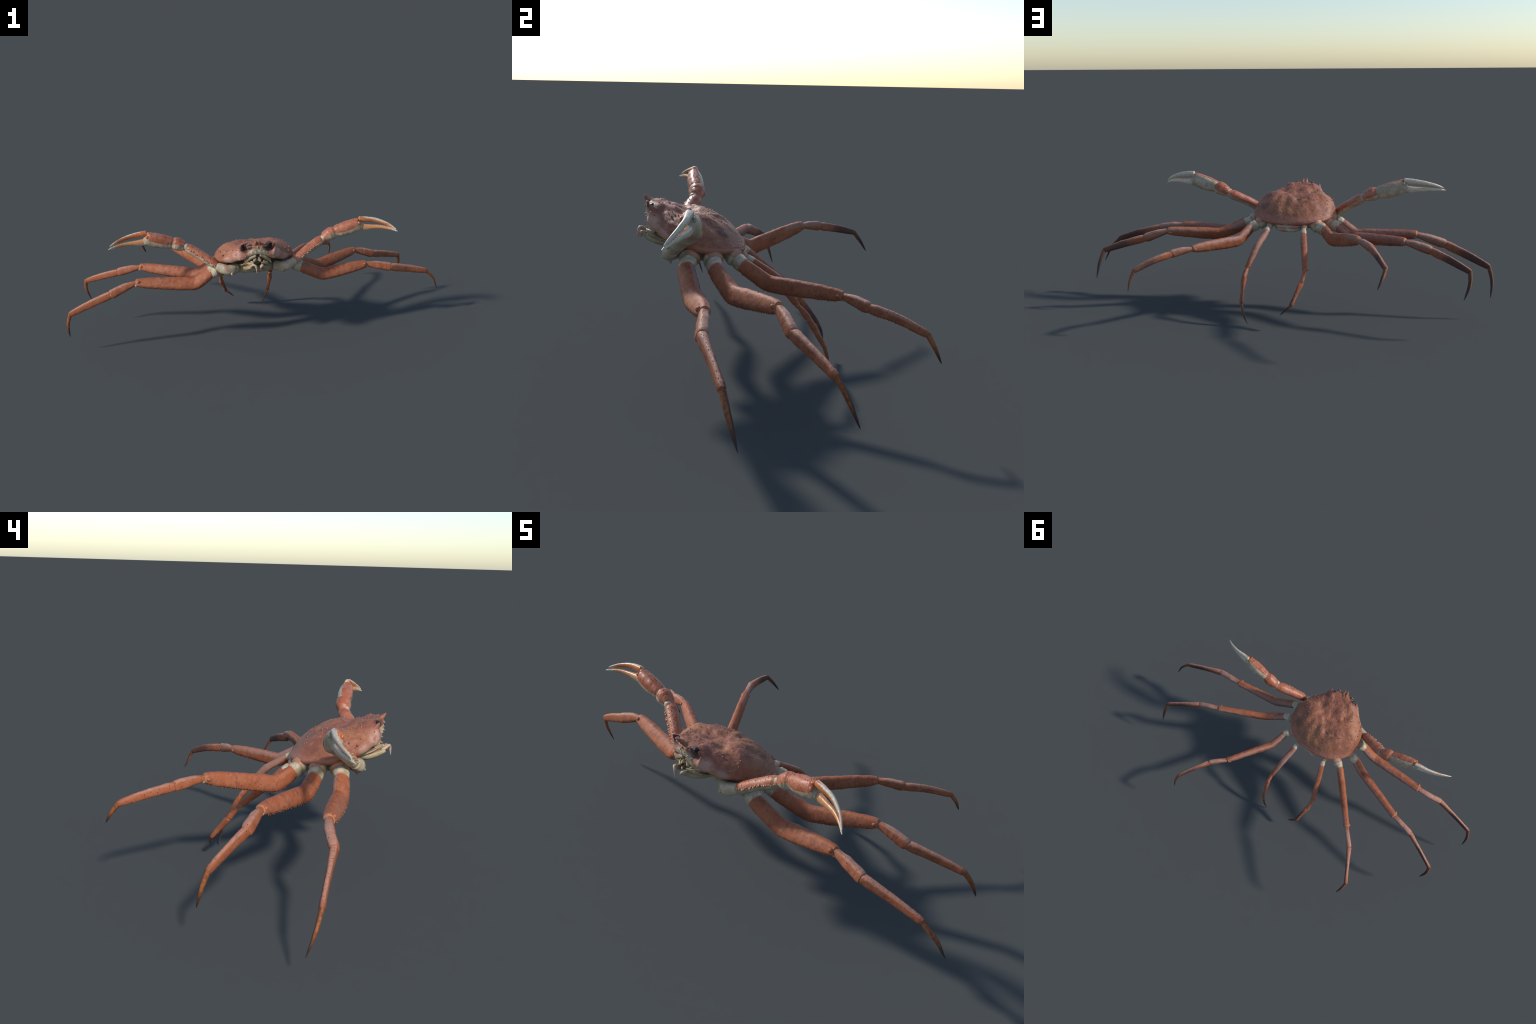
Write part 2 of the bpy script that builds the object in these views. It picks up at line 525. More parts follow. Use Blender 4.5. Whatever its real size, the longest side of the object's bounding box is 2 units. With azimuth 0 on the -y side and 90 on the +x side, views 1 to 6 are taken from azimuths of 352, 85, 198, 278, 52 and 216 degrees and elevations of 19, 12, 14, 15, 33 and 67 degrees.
M_MAX = pale_material('mouthpart_cream', (0.27, 0.215, 0.11), (0.36, 0.285, 0.17), (0.40, 0.19, 0.13), 0.7)  # jaw cream tinted olive and darkened for the shade around the mouth

crab = make_empty('crab')
crab['label'] = 'rust red long-legged snow crab with raised pale claws'
crab['category'] = 'crab'

# ------------------------------------------------------------------ carapace
CEN = Vector((CX, -0.25))
# half outline seen from above: angle from the front, offset sideways, y, rim height
OUTLINE = [(0, 0.000, -0.424, 0.572), (14, 0.043, -0.422, 0.570), (28, 0.085, -0.412, 0.558),
           (38, 0.107, -0.392, 0.532), (47, 0.128, -0.373, 0.507), (60, 0.160, -0.345, 0.487), (67, 0.176, -0.324, 0.478),
           (78, 0.196, -0.290, 0.466), (90, 0.205, -0.250, 0.458), (103, 0.201, -0.204, 0.453),
           (115, 0.184, -0.164, 0.449), (132, 0.142, -0.120, 0.443), (150, 0.093, -0.096, 0.437),
           (166, 0.041, -0.088, 0.432), (180, 0.000, -0.087, 0.430)]
# height along the spoke from the middle (s = 0) to the rim (s = 1)
SPOKES = {
    0: [(0, .540), (.2, .545), (.43, .557), (.63, .570), (.83, .586), (.93, .586), (1, .572)],
    28: [(0, .540), (.2, .547), (.4, .556), (.6, .566), (.8, .573), (.92, .570), (1, .558)],
    47: [(0, .540), (.2, .546), (.4, .551), (.55, .552), (.7, .553), (.85, .545), (.94, .532), (1, .510)],
    67: [(0, .540), (.2, .545), (.4, .550), (.55, .550), (.7, .545), (.85, .532), (.94, .517), (1, .484)],
    90: [(0, .540), (.2, .543), (.4, .546), (.6, .542), (.75, .532), (.86, .517), (.94, .497), (1, .460)],
    115: [(0, .540), (.2, .542), (.4, .538), (.6, .522), (.75, .502), (.88, .478), (.95, .462), (1, .449)],
    150: [(0, .540), (.2, .542), (.4, .532), (.6, .508), (.78, .480), (.92, .454), (1, .437)],
    180: [(0, .540), (.2, .541), (.35, .535), (.5, .519), (.68, .496), (.8, .477), (.9, .457), (1, .430)],
}
ANG = sorted(SPOKES)


def spoke_z(phi, s):
    return catmull_keys([(a, catmull_keys(SPOKES[a], s)) for a in ANG], phi)


def rim(phi):
    return tuple(catmull_keys([(o[0], o[k]) for o in OUTLINE], phi) for k in (1, 2, 3))


# swellings (+) and furrows (-): side offset, y, height, radius, mirrored?
LOBES = [(0.082, -0.235, 0.0050, 0.045, True), (0.105, -0.185, 0.0040, 0.035, True), (0.060, -0.140, 0.006, 0.022, True),
         (0.0, -0.335, 0.006, 0.030, False), (0.040, -0.320, 0.006, 0.026, True), (0.0, -0.165, 0.010, 0.024, False),
         (0.0, -0.225, -0.004, 0.020, False), (0.045, -0.275, -0.007, 0.020, True), (0.075, -0.300, -0.006, 0.018, True),
         (0.030, -0.190, -0.008, 0.016, True), (0.035, -0.245, 0.005, 0.016, True), (0.060, -0.370, 0.006, 0.018, True),
         (0.0, -0.385, -0.004, 0.020, False), (0.105, -0.345, 0.006, 0.020, True), (0.075, -0.195, -0.005, 0.014, True),
         (0.130, -0.225, -0.004, 0.020, True), (0.045, -0.115, 0.004, 0.018, True), (0.0, -0.125, 0.005, 0.016, False),
         (0.140, -0.265, 0.005, 0.025, True), (0.135, -0.160, 0.004, 0.020, True)]


def lobes(x, y):
    d = 0.0
    for lx, ly, h, r, m in LOBES:
        for sx in ((1, -1) if m else (1,)):
            q = ((x - CX - sx * lx) ** 2 + (y - ly) ** 2) / (r * r)
            if q < 9:
                d += h * math.exp(-q)
    return d


def shell_point(phi_signed, s):
    phi = abs(phi_signed)
    sg = 1 if phi_signed >= 0 else -1
    ox, oy, oz = rim(phi)
    x = CX + sg * ox * s
    y = CEN.y + (oy - CEN.y) * s
    z = spoke_z(phi, s)
    fade = max(0.0, min(1.0, (1.0 - s) / 0.12))
    p = Vector((x, y, z))
    p.z += fade * (1.2 * lobes(x, y) + 0.0026 * fbm(p, 24) + 0.0012 * fbm(p, 70) + 0.0006 * fbm(p, 190, 2))
    p += (Vector((x - CX, y - CEN.y, 0.04)).normalized()) * (1 - fade) * 0.0020 * fbm(p, 60)
    return p


bm = bmesh.new()
NT, NS = 240, 70
grid = []
for i in range(NT):
    a = -180 + 360 * i / NT
    phi = abs(a)
    sg = 1 if a >= 0 else -1
    col = []
    for j in range(1, NS + 1):
        s = 1 - (1 - j / NS) ** 1.35
        col.append(shell_point(a, s))
    ox, oy, oz = rim(phi)
    drop = catmull_keys([(0, .044), (14, .050), (22, .062), (28, .062), (38, .045), (47, .036), (60, .024), (90, .020), (180, .014)], phi)
    inw = catmull_keys([(0, .03), (28, .05), (47, .07), (90, .07), (180, .06)], phi)
    last = col[-1]
    for k, (fd, fi) in enumerate(((.12, -.010), (.30, -.012), (.5, -.004), (.7, .012), (.88, .04), (1.0, .10), (1.05, .3), (1.0, .6))):
        r = 1 - inw * fi / .1 if k < 6 else 1 - fi
        p = Vector((CX + sg * ox * r, CEN.y + (oy - CEN.y) * r, last.z - drop * fd))
        p += Vector((0, -1, 0)) * 0.003 * fbm(p, 55) * (1 if phi < 40 else .3)
        col.append(p)
    grid.append(col)
# eye sockets: push the front face in
for col in grid:
    for p in col:
        for sx in (-1, 1):
            q = ((p.x - CX - sx * 0.058) / 0.023) ** 2 + ((p.y + 0.420) / 0.022) ** 2 + ((p.z - 0.560) / 0.018) ** 2
            if q < 6:
                p.y += 0.036 * math.exp(-q * q * .7)
centre = bm.verts.new(shell_point(0, 0))
vg = [[bm.verts.new(p) for p in col] for col in grid]
for i in range(NT):
    c0, c1 = vg[i], vg[(i + 1) % NT]
    bm.faces.new((centre, c0[0], c1[0]))
    for j in range(len(c0) - 1):
        bm.faces.new((c0[j], c0[j + 1], c1[j + 1], c1[j]))
bm.faces.new([c[-1] for c in vg])
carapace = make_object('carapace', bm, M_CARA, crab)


def shell_normal(a, s):
    p = shell_point(a, s)
    q = shell_point(a + 1.5, s) - p
    r = shell_point(a, max(0, s - 0.03)) - p
    n = q.cross(r).normalized()
    if n.z < 0 and s < 0.9:
        n = -n
    out = Vector((p.x - CX, p.y - CEN.y, 0.02)).normalized()
    if n.dot(out) < -0.2:
        n = -n
    return p, n


# warts scattered over the shell, granules on the rim
bm = bmesh.new()
rng = random.Random(11)
for _ in range(210):
    a = rng.uniform(-178, 178)
    s = math.sqrt(rng.uniform(0.02, 0.93))
    if abs(a) < 45 and s > .8:
        continue
    p, n = shell_normal(a, s)
    r = rng.choice((0.0012, 0.0016, 0.0020, 0.0026, 0.0038))
    cone(bm, p - n * 0.001, p + n * r * rng.uniform(0.8, 1.5) + Vector((0, -0.3 * r, 0)), r, 6, round_tip=0.6)
for k in range(250):
    a = -180 + 360 * (k + rng.uniform(-.3, .3)) / 250
    if abs(a) < 42:
        continue
    p, n = shell_normal(a, 0.985 + rng.uniform(-.008, .006))
    r = rng.uniform(0.0011, 0.0020)
    cone(bm, p - n * 0.001, p + n * r * 1.4, r, 5, round_tip=0.6)
warts = make_object('shell_granules', bm, M_WART, crab)
warts['kind'] = 'stuff'

# larger spines: along the flank and the cheeks
spine_src = None
for sx in (-1, 1):
    for phi, s, L in ((36, .97, .006), (47, .92, .005), (58, .93, .006), (63, .97, .010), (72, .93, .009), (83, .90, .007),
                      (50, .72, .005), (62, .70, .006), (95, .80, .005), (110, .62, .005), (140, .55, .005), (75, .52, .005), (120, .35, .005)):
        p, n = shell_normal(sx * phi, s)
        b = bmesh.new()
        cone(b, p - n * 0.002, p + n * L + Vector((sx * .2, -.5, .5)) * L * .5, L * 0.48, 8)
        make_object('shell_spine', b, M_WART, crab)

# rostrum, orbital teeth, eyes
b = bmesh.new()
for dx, tip in ((0.010, (-0.0235, -0.433, 0.600)), (-0.010, (-0.0395, -0.433, 0.602))):
    cone(b, Vector((CX + dx, -0.408, 0.572)), V(tip), 0.013, 12, round_tip=.1)
cone(b, Vector((CX, -0.412, 0.572)), Vector((CX - .002, -0.432, 0.563)), 0.010, 10)
for sx in (-1, 1):
    cone(b, Vector((CX + sx * .016, -0.416, 0.566)), Vector((CX + sx * .012, -0.428, 0.548)), 0.005, 8)
make_object('rostrum', b, M_CARA, crab)
for sx, tip in ((1, (0.050, -0.409, 0.581)), (-1, (-0.113, -0.411, 0.579))):
    b = bmesh.new()
    cone(b, Vector((CX + sx * .080, -0.388, 0.548)), V(tip), 0.017, 12, round_tip=.1)
    make_object('orbital_spine', b, M_CARA, crab)
for sx, c in ((1, (0.025, -0.400, 0.573)), (-1, (-0.087, -0.404, 0.571))):
    b = bmesh.new()
    blob(b, V(c), XYZ, (0.0100, 0.0115, 0.0080), 3)
    make_object('eye', b, M_EYE, crab)
    b = bmesh.new()
    c = V(c)
    inner = Vector((CX + sx * .022, -0.412, 0.566))
    tube(b, rounded_path([inner, inner.lerp(c, .6) + Vector((0, -.006, 0)), c], .01, 10), [(0, .008, .008), (.6, .0095, .0095), (1, .008, .008)], around=14)
    make_object('eye_stalk', b, plain_material('eye_stalk_grey', (0.30, 0.20, 0.17), .3, (0.12, .06, .05)) if sx == 1 else bpy.data.materials['eye_stalk_grey'], crab)
    # brow ring over the socket
    b = bmesh.new()
    ring = [Vector((CX + sx * (.024 + .004 * math.cos(t)), -0.415 - .004 * math.sin(t), 0.563 + .020 * math.sin(t * .9))) +
            Vector((sx * .030 * (1 - math.cos(t)) / 2, 0, 0)) for t in [k * math.pi / 12 for k in range(13)]]
    tube(b, ring, [(0, .003, .003), (.5, .0045, .004), (1, .003, .003)], up=Vector((0, -1, .2)), around=10)
    make_object('brow_ridge', b, M_CARA, crab)

# antennules and small mouth spines between the eyes
for sx in (-1, 1):
    b = bmesh.new()
    for dx, y0, z0, dy, dz, r in ((.010, -.420, .552, -.010, -.016, .0035), (.030, -.420, .545, -.012, -.004, .0045), (.045, -.418, .535, -.009, .002, .004),
                                  (.060, -.416, .520, -.010, .003, .0035), (.078, -.412, .505, -.009, .002, .003)):
        p = Vector((CX + sx * dx, y0, z0))
        cone(b, p + Vector((0, .006, 0)), p + Vector((0, dy, dz)), r, 7)
    make_object('face_spine', b, M_ARMBASE, crab)

# ---------------------------------------------------- underside and mouth
b = bmesh.new()
bmesh.ops.create_uvsphere(b, u_segments=64, v_segments=32, radius=1)
for v in b.verts:
    d = v.co.copy()
    e = 0.75
    d = Vector([math.copysign(abs(q) ** e, q) for q in d])
    wide = 0.135 + 0.02 * d.y * -1
    p = Vector((CX + d.x * wide, -0.218 + d.y * 0.118, 0.425 + d.z * 0.036))
    p.z -= 0.0035 * math.sin(p.y * 95) * (1 if d.z < 0 else .4) * abs(d.x)
    v.co = p + d.normalized() * .004 * fbm(p, 40)
make_object('sternum', b, M_PALE, crab)

# abdomen flap folded under the back
b = bmesh.new()
for k, (y, z, w, h) in enumerate(((-.100, .420, .062, .010), (-.093, .408, .066, .009), (-.092, .396, .060, .010))):
    path = [Vector((CX - .004 + w * t, y - .022 * t * t, z + .004 * t * t + (.002 if k == 1 else 0))) for t in [q / 12 - 1 for q in range(25)]]
    tube(b, path, [(0, h * .6, .006), (.15, h, .011), (.5, h * 1.05, .013), (.85, h, .011), (1, h * .6, .006)], around=18, rough=.003, seed=k)
make_object('abdomen', b, pale_material('abdomen_pink_cream', (0.42, 0.24, 0.18), (0.44, 0.37, 0.26), RUST_PINK, .6), crab)

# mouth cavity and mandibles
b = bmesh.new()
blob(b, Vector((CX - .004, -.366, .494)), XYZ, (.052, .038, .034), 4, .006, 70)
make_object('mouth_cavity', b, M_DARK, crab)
for sx in (-1, 1):
    b = bmesh.new()
    blob(b, Vector((CX - .003 + sx * .011, -.409, .499)), (Vector((.9, 0, sx * .3)), Vector((0, 1, 0)), Vector((-sx * .3, 0, .9))), (.009, .010, .016), 3, .004, 90)
    make_object('mandible', b, M_TOOTH, crab)
    # sloping plates that frame the mouth, and small feelers in front of it
    b = bmesh.new()
    tube(b, rounded_path([(CX + sx * .060, -.392, .486), (CX + sx * .040, -.408, .507), (CX + sx * .012, -.416, .522)], .02, 18),
         [(0, .006, .010), (.5, .009, .010), (1, .006, .008)], up=Vector((0, -1, .6)), around=14, rough=.003, seed=sx)
    tube(b, rounded_path([(CX + sx * .046, -.385, .476), (CX + sx * .030, -.410, .490), (CX + sx * .024, -.418, .484)], .01, 14),
         [(0, .006, .006), (.6, .006, .005), (1, .003, .003)], around=10, rough=.002, seed=sx + 5)
    tube(b, rounded_path([(CX + sx * .026, -.380, .462), (CX + sx * .020, -.420, .474), (CX + sx * .008, -.428, .470)], .01, 14),
         [(0, .006, .007), (.6, .006, .005), (1, .003, .003)], around=10, rough=.002, seed=sx + 7)
    make_object('mouth_plate', b, M_OLIVE, crab)
    # inner jaws
    b = bmesh.new()
    tube(b, rounded_path([(CX + sx * .055, -.370, .462), (CX - .003 + sx * .045, -.412, .478), (CX - .003 + sx * .020, -.424, .484)], .015, 16),
         [(0, .012, .008), (.6, .010, .006), (1, .004, .003)], around=14, rough=.003)
    make_object('inner_jaw', b, M_MAX, crab)
    # outer jaw plate reaching forward, its palp folded in and down
    b = bmesh.new()
    base = Vector((CX - .006 + sx * .048, -.335, .442))
    tip = Vector((CX - .012 + sx * .028, -.434, .467))
    tube(b, rounded_path([base, base.lerp(tip, .5) + Vector((sx * .008, 0, -.008)), tip], .03, 26),
         [(0, .011, .013), (.3, .013, .015), (.8, .011, .012), (1, .007, .008)], up=Vector((-sx * .35, 0, 1)), around=18, expo=2.6, rough=.003, seed=3 + sx)
    jaw = make_object('outer_jaw', b, M_MAX, crab)
    b = bmesh.new()
    p0 = tip + Vector((0, .008, .002))
    if sx == -1:
        pts = [p0, (-.058, -.447, .486), (-.046, -.453, .478), (-.044, -.458, .446)]
    else:
        pts = [p0, (-.012, -.440, .477), (-.022, -.443, .470), (-.026, -.445, .454)]
    tube(b, rounded_path(pts, .008, 24), [(0, .007, .007), (.35, .0075, .006), (.65, .006, .005), (1, .001, .001)], up=Vector((0, -1, .3)), around=12, rough=.0015)
    make_object('jaw_palp', b, plain_material('palp_pink', (0.50, 0.30, 0.23), .4, (0.42, .33, .22)) if sx == -1 else bpy.data.materials['palp_pink'], crab)
    b = bmesh.new()
    tube(b, rounded_path([(CX - .002 + sx * .078, -.338, .452), (CX - .002 + sx * .072, -.385, .466), (CX - .002 + sx * .062, -.420, .489)], .02, 18),
         [(0, .004, .006), (.6, .004, .005), (1, .002, .0025)], around=10)
    make_object('jaw_rod', b, M_MAX, crab)


# ---------------------------------------------------------------- legs
def rows_of_spines(bm, frames, specs, rng, t0, t1):
    """specs: (angle in degrees round the section, spacing, length, radius)"""
    n = len(frames)
    for ang, gap, L, r in specs:
        acc = 0.0
        for i in range(1, n):
            acc += (frames[i][0] - frames[i - 1][0]).length
            t = i / (n - 1)
            if acc < gap or t < t0 or t > t1:
                continue
            acc = rng.uniform(-.35, .3) * gap
            c, tan, y, z, a, b = frames[i]
            th = math.radians(ang + rng.uniform(-9, 9))
            cs, sn = math.cos(th), math.sin(th)
            e = 2 / 2.3
            p = c + y * b * math.copysign(abs(cs) ** e, cs) + z * a * math.copysign(abs(sn) ** e, sn)
            d = (y * cs + z * sn).normalized()
            k = rng.uniform(.6, 1.25)
            cone(bm, p - d * .0015, p + d * L * k + tan * L * k * .6, r * k, 5)


def walking_leg(pts, h, w, front, lean=0.0, up=None, round_bend=.020, bow=(0, 0, 0), arch=0.0):
    """pts: coxa, merus start, bend, merus end, carpus end, propodus end, (dactyl middle), tip
       h, w: full height and width of merus, carpus, propodus, dactyl"""
    pts = [V(p) for p in pts]
    cox, s0, s1, s2, s3, s4 = pts[:6]
    if up is None:          # flattened legs lean backward at the top
        dr = s2 - s0
        side = Vector((dr.y, -dr.x, 0)).normalized() * front
        up, up_c, up_p = UP + side * lean, UP + side * lean * .5, UP + side * lean * .05
    else:
        up_c = up_p = up
    rest = pts[6:]
    rng = random.Random(int(abs(s2.x) * 1e4))
    leg = make_empty('walking_leg', crab)
    seed = rng.random() * 9
    # base
    b = bmesh.new()
    d = (s1 - s0).normalized()
    end = s0 + d * .004
    start = cox + (cox - s0).normalized() * .02
    k = h[0] / 2
    tube(b, rounded_path([start, cox.lerp(s0, .35), end], .012, 34),
         [(0, k * .95, k * .9), (.30, k * 1.05, k * .98), (.46, k * 1.12, k * 1.0), (.52, k * .85, k * .78), (.58, k * .80, k * .74), (.68, k * .98, k * .82), (.88, k * 1.0, w[0] * .52), (1, k * .92, w[0] * .5)],
         up=up, around=26, rough=.006, seed=seed, cap=.4)
    make_object('leg_base', b, M_BASE, leg, frame_of(start, end, up))
    spin = bmesh.new()
    # merus
    b = bmesh.new()
    A, B = h[0] / 2, w[0] / 2
    path = rounded_path([s0, s1, s2], round_bend, 64)
    L1 = (s1 - s0).length
    fb = L1 / (L1 + (s2 - s1).length)
    fr = tube(b, path, [(0, A * .86, B * .98), (.06, A * .94, B * 1.06), (fb, A * 1.0, B * 1.06), (min(.9, fb + .2), A * 1.02, B * 1.0), (.78, A * .90, B * .92),
                        (.93, A * .76, B * .86), (.975, A * .66, B * .84), (1, A * .58, B * .80)], up=up, seed=seed, around=30, expo=2.5, rough=.0026)
    c, tan, y, z, a, bb = fr[-3]
    for sy in (-1, 1):      # hinge knobs
        blob(b, c + y * sy * bb * .9 - z * a * .12 + tan * .004, (tan, y, z), (bb * .55, bb * (.5 if sy == front else .3), bb * .5), 2, .001)
    make_object('merus', b, MAT['merus', front], leg, frame_of(s0, s2, up))
    rows_of_spines(spin, fr, [(-75, .008, .0035, .0022), (-105, .008, .0035, .0022), (-55, .012, .003, .002), (-125, .012, .003, .002), (75, .012, .0018, .0016), (105, .012, .0018, .0016), (35, .018, .002, .0015)], rng, .04, .96)
    # membrane and carpus
    b = bmesh.new()
    q = (s3 - s2).normalized()
    blob(b, s2 - up.normalized() * A * .30 + q * .003, (q, q.orthogonal().normalized(), q.cross(q.orthogonal()).normalized()), (B * .55, B * .48, B * .48), 3, .001)
    q2 = (s4 - s3).normalized()
    blob(b, s3 - UP * h[1] * .06, (q2, q2.orthogonal().normalized(), q2.cross(q2.orthogonal()).normalized()), (h[1] * .30, h[1] * .26, h[1] * .30), 3, .001)
    make_object('joint_membrane', b, M_MEMB, leg)
    b = bmesh.new()
    A, B = h[1] / 2, w[1] / 2
    mid = s2.lerp(s3, .45) + UP * A * .12 + V(bow)
    fr = tube(b, rounded_path([s2 + q * .004, mid, s3 - q * .001], .05, 36), [(0, A * .55, B * .85), (.12, A * .66, B * .92), (.4, A * .92, B * 1.0), (.72, A * 1.02, B * 1.02), (.92, A * 1.05, B * 1.05), (1, A * .97, B * .95)],
              up=up_c, seed=seed + 1, expo=2.8, rough=.0030)
    make_object('carpus', b, MAT['carpus', front], leg, frame_of(s2, s3, up_c))
    rows_of_spines(spin, fr, [(60, .012, .002, .0016), (120, .012, .002, .0016), (-70, .014, .002, .0016), (-110, .014, .002, .0016)], rng, .1, .95)
    # propodus
    b = bmesh.new()
    A, B = h[2] / 2, w[2] / 2
    mid = s3.lerp(s4, .5) + UP * (A * .18 + arch)
    fr = tube(b, rounded_path([s3 + q2 * .004, mid, s4], .09, 44), [(0, A * .95, B * 1.45), (.10, A * 1.10, B * 1.40), (.3, A * 1.04, B * 1.10), (.6, A * .98, B * .97), (.85, A * .84, B * 1.0), (.95, A * .74, B * 1.15), (1, A * .62, B * 1.0)], up=up_p, seed=seed + 2, expo=2.7, rough=.0034)
    make_object('propodus', b, MAT['propodus', front], leg, frame_of(s3, s4, up_p))
    rows_of_spines(spin, fr, [(70, .011, .0022, .0017), (110, .011, .0022, .0017), (-75, .008, .0028, .0018), (-105, .008, .0028, .0018), (0, .02, .0012, .0014), (180, .02, .0012, .0014)], rng, .04, .97)
    # dactyl
    b = bmesh.new()
    A, B = h[3] / 2, w[3] / 2
    q3 = (rest[0] - s4).normalized()
    tip = rest[-1]
    path = rounded_path([s4 - q3 * .004] + rest, .05, 32)
    tube(b, path, [(0, A * 1.0, B * 1.05), (.15, A * 1.05, B * 1.05), (.5, A * .86, B * .84), (.8, A * .52, B * .5), (.95, A * .24, B * .24), (1, A * .08, B * .08)],
         up=(up if abs((tip - s4).normalized().z) < .85 else Vector((s4 - s3).normalized()) * 1.0 + up * .2), around=16, rough=.0015, seed=seed + 3, cap=.8)
    make_object('dactyl', b, MAT['dactyl', front], leg, frame_of(s4, tip, (s4 - s3).normalized() + UP * .2))
    ob = make_object('leg_spinules', spin, M_SPINE, leg)
    ob['kind'] = 'stuff'
    return leg


walking_leg([(-.195, -.275, .428), (-.258, -.289, .405), (-.333, -.288, .350), (-.630, -.265, .373), (-.762, -.289, .330), (-.974, -.270, .235), (-.993, -.258, .172), (-.990, -.234, .095)],
            (.066, .044, .038, .018), (.042, .031, .017, .014), 1, .85, bow=(0, .006, 0))
walking_leg([(-.195, -.203, .424), (-.262, -.195, .402), (-.325, -.172, .360), (-.607, -.052, .381), (-.727, -.028, .353), (-.908, .053, .288), (-.913, .069, .236), (-.890, .088, .167)],
            (.060, .041, .034, .018), (.040, .029, .017, .014), 1, .6)
walking_leg([(-.165, -.138, .420), (-.211, -.113, .402), (-.262, -.061, .368), (-.436, .160, .423), (-.510, .245, .409), (-.600, .407, .366), (-.592, .434, .331), (-.577, .457, .290)],
            (.060, .036, .030, .017), (.036, .024, .018, .014), 1, .1)
walking_leg([(-.118, -.108, .413), (-.122, -.073, .386), (-.146, -.003, .320), (-.174, .084, .251), (-.168, .122, .199), (-.140, .191, .111), (-.112, .203, .086), (-.090, .207, .063)],
            (.029, .021, .020, .014), (.028, .019, .018, .011), 1, up=Vector((-.3, .7, .6)))
walking_leg([(.132, -.272, .428), (.205, -.288, .402), (.326, -.265, .338), (.565, -.230, .362), (.699, -.237, .337), (.919, -.189, .279), (.968, -.175, .231), (.996, -.155, .159)],
            (.064, .044, .039, .019), (.042, .031, .019, .014), -1, .75)
walking_leg([(.132, -.203, .424), (.207, -.196, .398), (.330, -.143, .345), (.557, -.025, .372), (.671, .002, .334), (.853, .091, .281), (.867, .122, .224), (.869, .152, .151)],
            (.060, .042, .036, .019), (.038, .028, .018, .014), -1, .4)
walking_leg([(.102, -.138, .420), (.150, -.105, .397), (.186, -.023, .344), (.333, .194, .343), (.412, .260, .327), (.522, .413, .278), (.534, .432, .243), (.534, .455, .193)],
            (.054, .036, .030, .016), (.034, .024, .017, .013), -1, .15, arch=.006)
walking_leg([(.054, -.108, .413), (.058, -.068, .390), (.078, .020, .335), (.104, .086, .247), (.110, .122, .204), (.102, .182, .098), (.087, .199, .045), (.062, .201, .001)],
            (.029, .021, .019, .013), (.028, .020, .018, .011), -1, up=Vector((.2, .7, .6)))


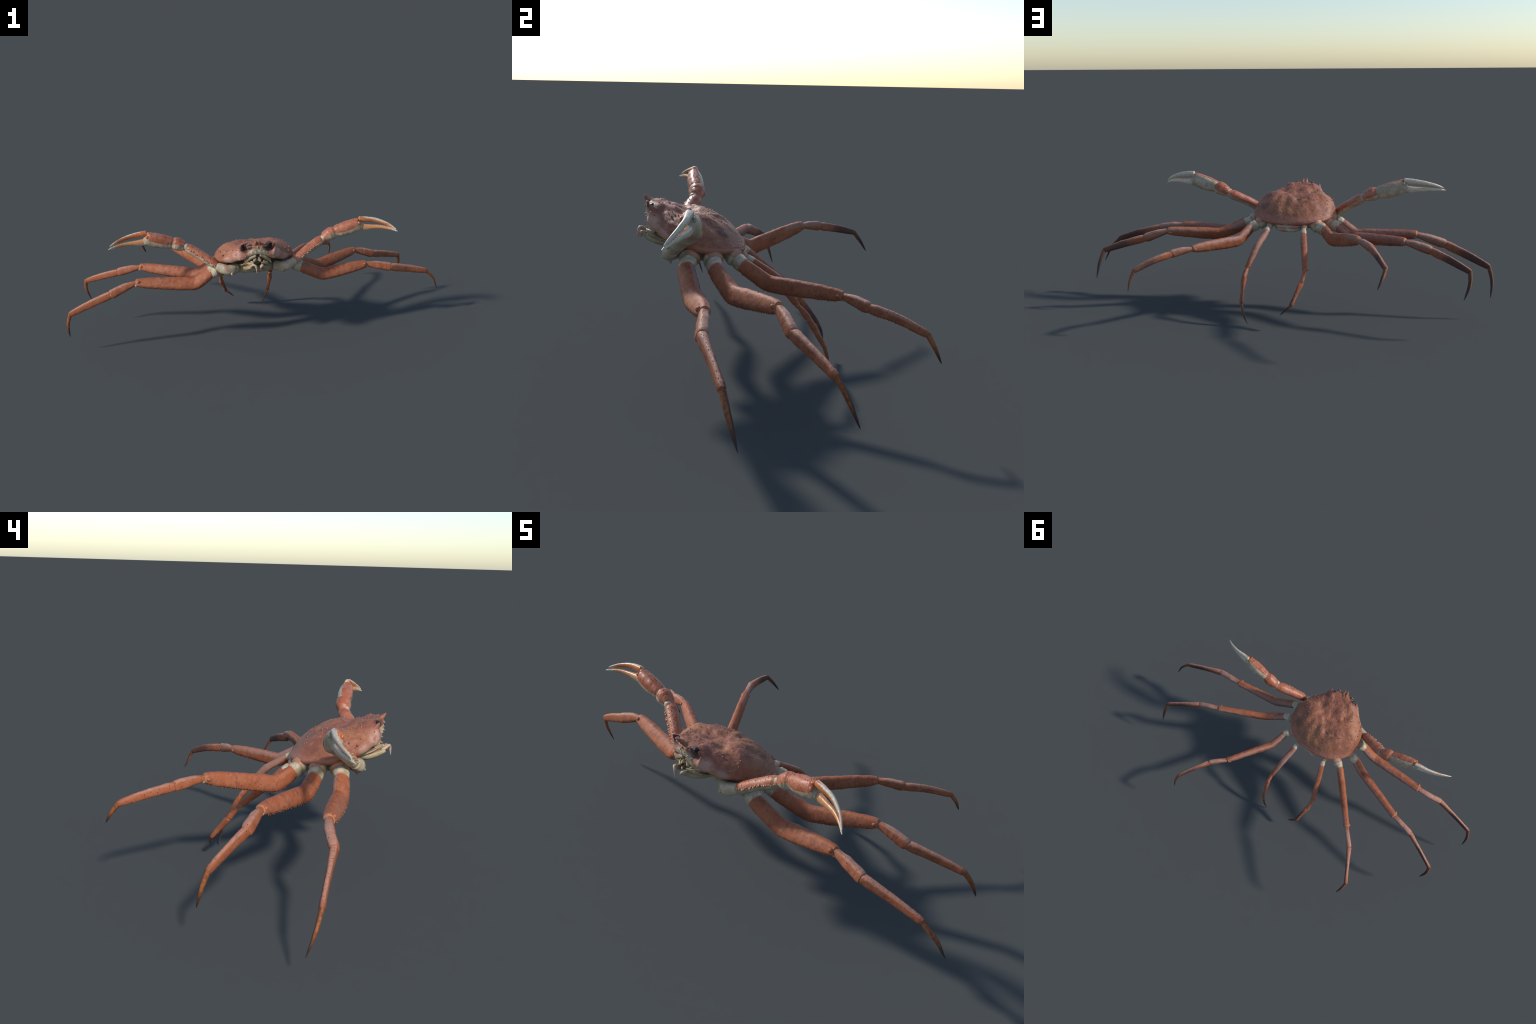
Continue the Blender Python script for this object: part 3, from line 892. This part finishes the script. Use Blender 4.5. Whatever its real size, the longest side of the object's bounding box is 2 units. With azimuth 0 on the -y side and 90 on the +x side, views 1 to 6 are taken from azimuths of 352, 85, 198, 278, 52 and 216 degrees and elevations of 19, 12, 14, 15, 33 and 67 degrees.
# ---------------------------------------------------------------- claws
def claw(front, base, knee, s0, s2, s3, s4, upper, lower):
    base, knee, s0, s2, s3, s4 = [V(p) for p in (base, knee, s0, s2, s3, s4)]
    upper, lower = [V(p) for p in upper], [V(p) for p in lower]
    rng = random.Random(5 + front)
    limb = make_empty('claw_arm', crab)
    spin = bmesh.new()
    b = bmesh.new()
    tube(b, rounded_path([base, knee, s0], .022, 30), [(0, .026, .025), (.45, .026, .025), (.75, .024, .022), (1, .020, .020)], around=24, rough=.009)
    for q, (dy, dz) in enumerate(((-.012, -.016), (-.020, -.010), (.004, -.020))):
        p = base.lerp(knee, .35 + .3 * q) + Vector((0, dy, dz))
        cone(b, p, p + Vector((0, dy * .6, dz * .8)), .009, 7)
    make_object('arm_base', b, M_ARMBASE, limb)
    # arm (merus): three-sided, toothed front edge
    b = bmesh.new()
    fr = tube(b, rounded_path([s0, s0.lerp(s2, .55) + UP * .006, s2], .08, 44), [(0, .016, .016), (.15, .022, .023), (.6, .023, .026), (.88, .025, .027), (1, .020, .022)], expo=2.0, seed=front)
    make_object('arm', b, MAT['claw_arm', front], limb, frame_of(s0, s2))
    fa = 0 if front > 0 else 180
    teeth = bmesh.new()
    rows_of_spines(teeth, fr, [(fa + (6 if front > 0 else -6), .0090, .0052, .0054)], rng, .04, .96)
    rows_of_spines(spin, fr, [(90, .014, .003, .002), (fa + (60 if front > 0 else -60), .016, .003, .002), (-90, .02, .003, .0022)], rng, .05, .95)
    b = bmesh.new()
    x = (s3 - s2).normalized()
    o = x.orthogonal().normalized()
    blob(b, s2 + x * .004 + Vector((0, -.010, .004)), (x, o, x.cross(o)), (.019, .017, .017), 3, .003)
    blob(b, s3, (x, o, x.cross(o)), (.022, .018, .022), 3, .003)
    make_object('joint_membrane', b, M_MEMB, limb)
    # wrist
    b = bmesh.new()
    fr = tube(b, rounded_path([s2 + x * .006, s2.lerp(s3, .5) + UP * .004, s3 - x * .004], .03, 30), [(0, .018, .018), (.2, .026, .026), (.55, .031, .031), (.85, .033, .031), (1, .029, .027)], rough=.005, seed=3)
    make_object('wrist', b, MAT['claw_carpus', front], limb, frame_of(s2, s3))
    rows_of_spines(spin, fr, [(90, .009, .003, .002), (60, .01, .002, .0018), (120, .01, .002, .0018), (fa, .012, .003, .002)], rng, .1, .95)
    # palm
    b = bmesh.new()
    q = (s4 - s3).normalized()
    fr = tube(b, rounded_path([s3 + q * .004, s3.lerp(s4, .5) - UP * .002, s4], .05, 50),
              [(0, .027, .025, 0), (.06, .030, .027, 0), (.35, .0355, .0310, 0), (.65, .036, .030, 0), (.88, .034, .025, 0), (.95, .029, .021, -.005), (1, .020, .016, -.014)], seed=5, expo=2.4, rough=.002)
    c, tan, y, z, a, bb = fr[int(len(fr) * .90)]
    blob(b, c + z * a * .92, (tan, y, z), (.010, .012, .008), 3, .002)
    for sy in (-1, 1):
        blob(b, c + z * a * .45 + y * sy * bb * .8 + tan * .004, (tan, y, z), (.008, .006, .009), 2, .001)
    make_object('palm', b, MAT['claw_palm', front], limb, frame_of(s3, s4))
    sgn = 1 if front > 0 else -1
    rows_of_spines(teeth, fr, [(90 + 24 * sgn, .0075, .0032, .0026)], rng, .04, .90)
    ob = make_object('claw_teeth', teeth, M_ATEETH, limb)
    ob['kind'] = 'stuff'
    rows_of_spines(spin, fr, [(90 - 12 * sgn, .009, .0030, .0022), (90 + 12 * sgn, .010, .0028, .002), (fa + 30 * sgn, .016, .002, .002), (fa - 5 * sgn, .012, .002, .0018)], rng, .06, .96)
    # fingers
    b = bmesh.new()
    up0 = upper[0] - (upper[1] - upper[0]).normalized() * .014
    path = rounded_path([up0] + upper, .06, 40)
    fu = tube(b, path, [(0, .013, .011), (.15, .0135, .0105), (.4, .0115, .0075), (.75, .0080, .0050), (.93, .0048, .0032), (1, .0015, .0015)], around=20, rough=.0012)
    for f in fu[9:37:2]:
        cone(b, f[0] - f[3] * f[4] * .8, f[0] - f[3] * (f[4] + .0036), .0026, 6)
    make_object('movable_finger', b, MAT['finger_up', front], limb, frame_of(up0, upper[-1]))
    b = bmesh.new()
    lo0 = lower[0] - (lower[1] - lower[0]).normalized() * .03 + UP * .004
    path = rounded_path([lo0] + lower, .06, 44)
    fl = tube(b, path, [(0, .018, .014), (.18, .0155, .012), (.38, .0110, .0085), (.75, .0074, .0052), (.93, .0045, .0032), (1, .0015, .0015)], around=20, rough=.0012)
    for f in fl[14:42:2]:
        cone(b, f[0] + f[3] * f[4] * .8, f[0] + f[3] * (f[4] + .0034), .0026, 6)
    make_object('fixed_finger', b, MAT['finger_low', front], limb, frame_of(lo0, lower[-1]))
    ob = make_object('claw_spinules', spin, M_SPINE, limb)
    ob['kind'] = 'stuff'


claw(1, (-.130, -.320, .430), (-.172, -.348, .428), (-.222, -.330, .449), (-.369, -.258, .539), (-.437, -.256, .566), (-.572, -.271, .606),
     [(-.580, -.266, .628), (-.640, -.272, .623), (-.700, -.297, .610), (-.742, -.323, .594)], [(-.590, -.276, .586), (-.660, -.287, .588), (-.710, -.308, .587), (-.751, -.334, .581)])
claw(-1, (.070, -.320, .430), (.112, -.346, .428), (.165, -.332, .448), (.324, -.267, .531), (.391, -.263, .564), (.523, -.275, .600),
     [(.533, -.273, .624), (.600, -.279, .618), (.657, -.302, .599), (.696, -.331, .574)], [(.545, -.277, .580), (.618, -.291, .582), (.668, -.313, .576), (.702, -.336, .564)])
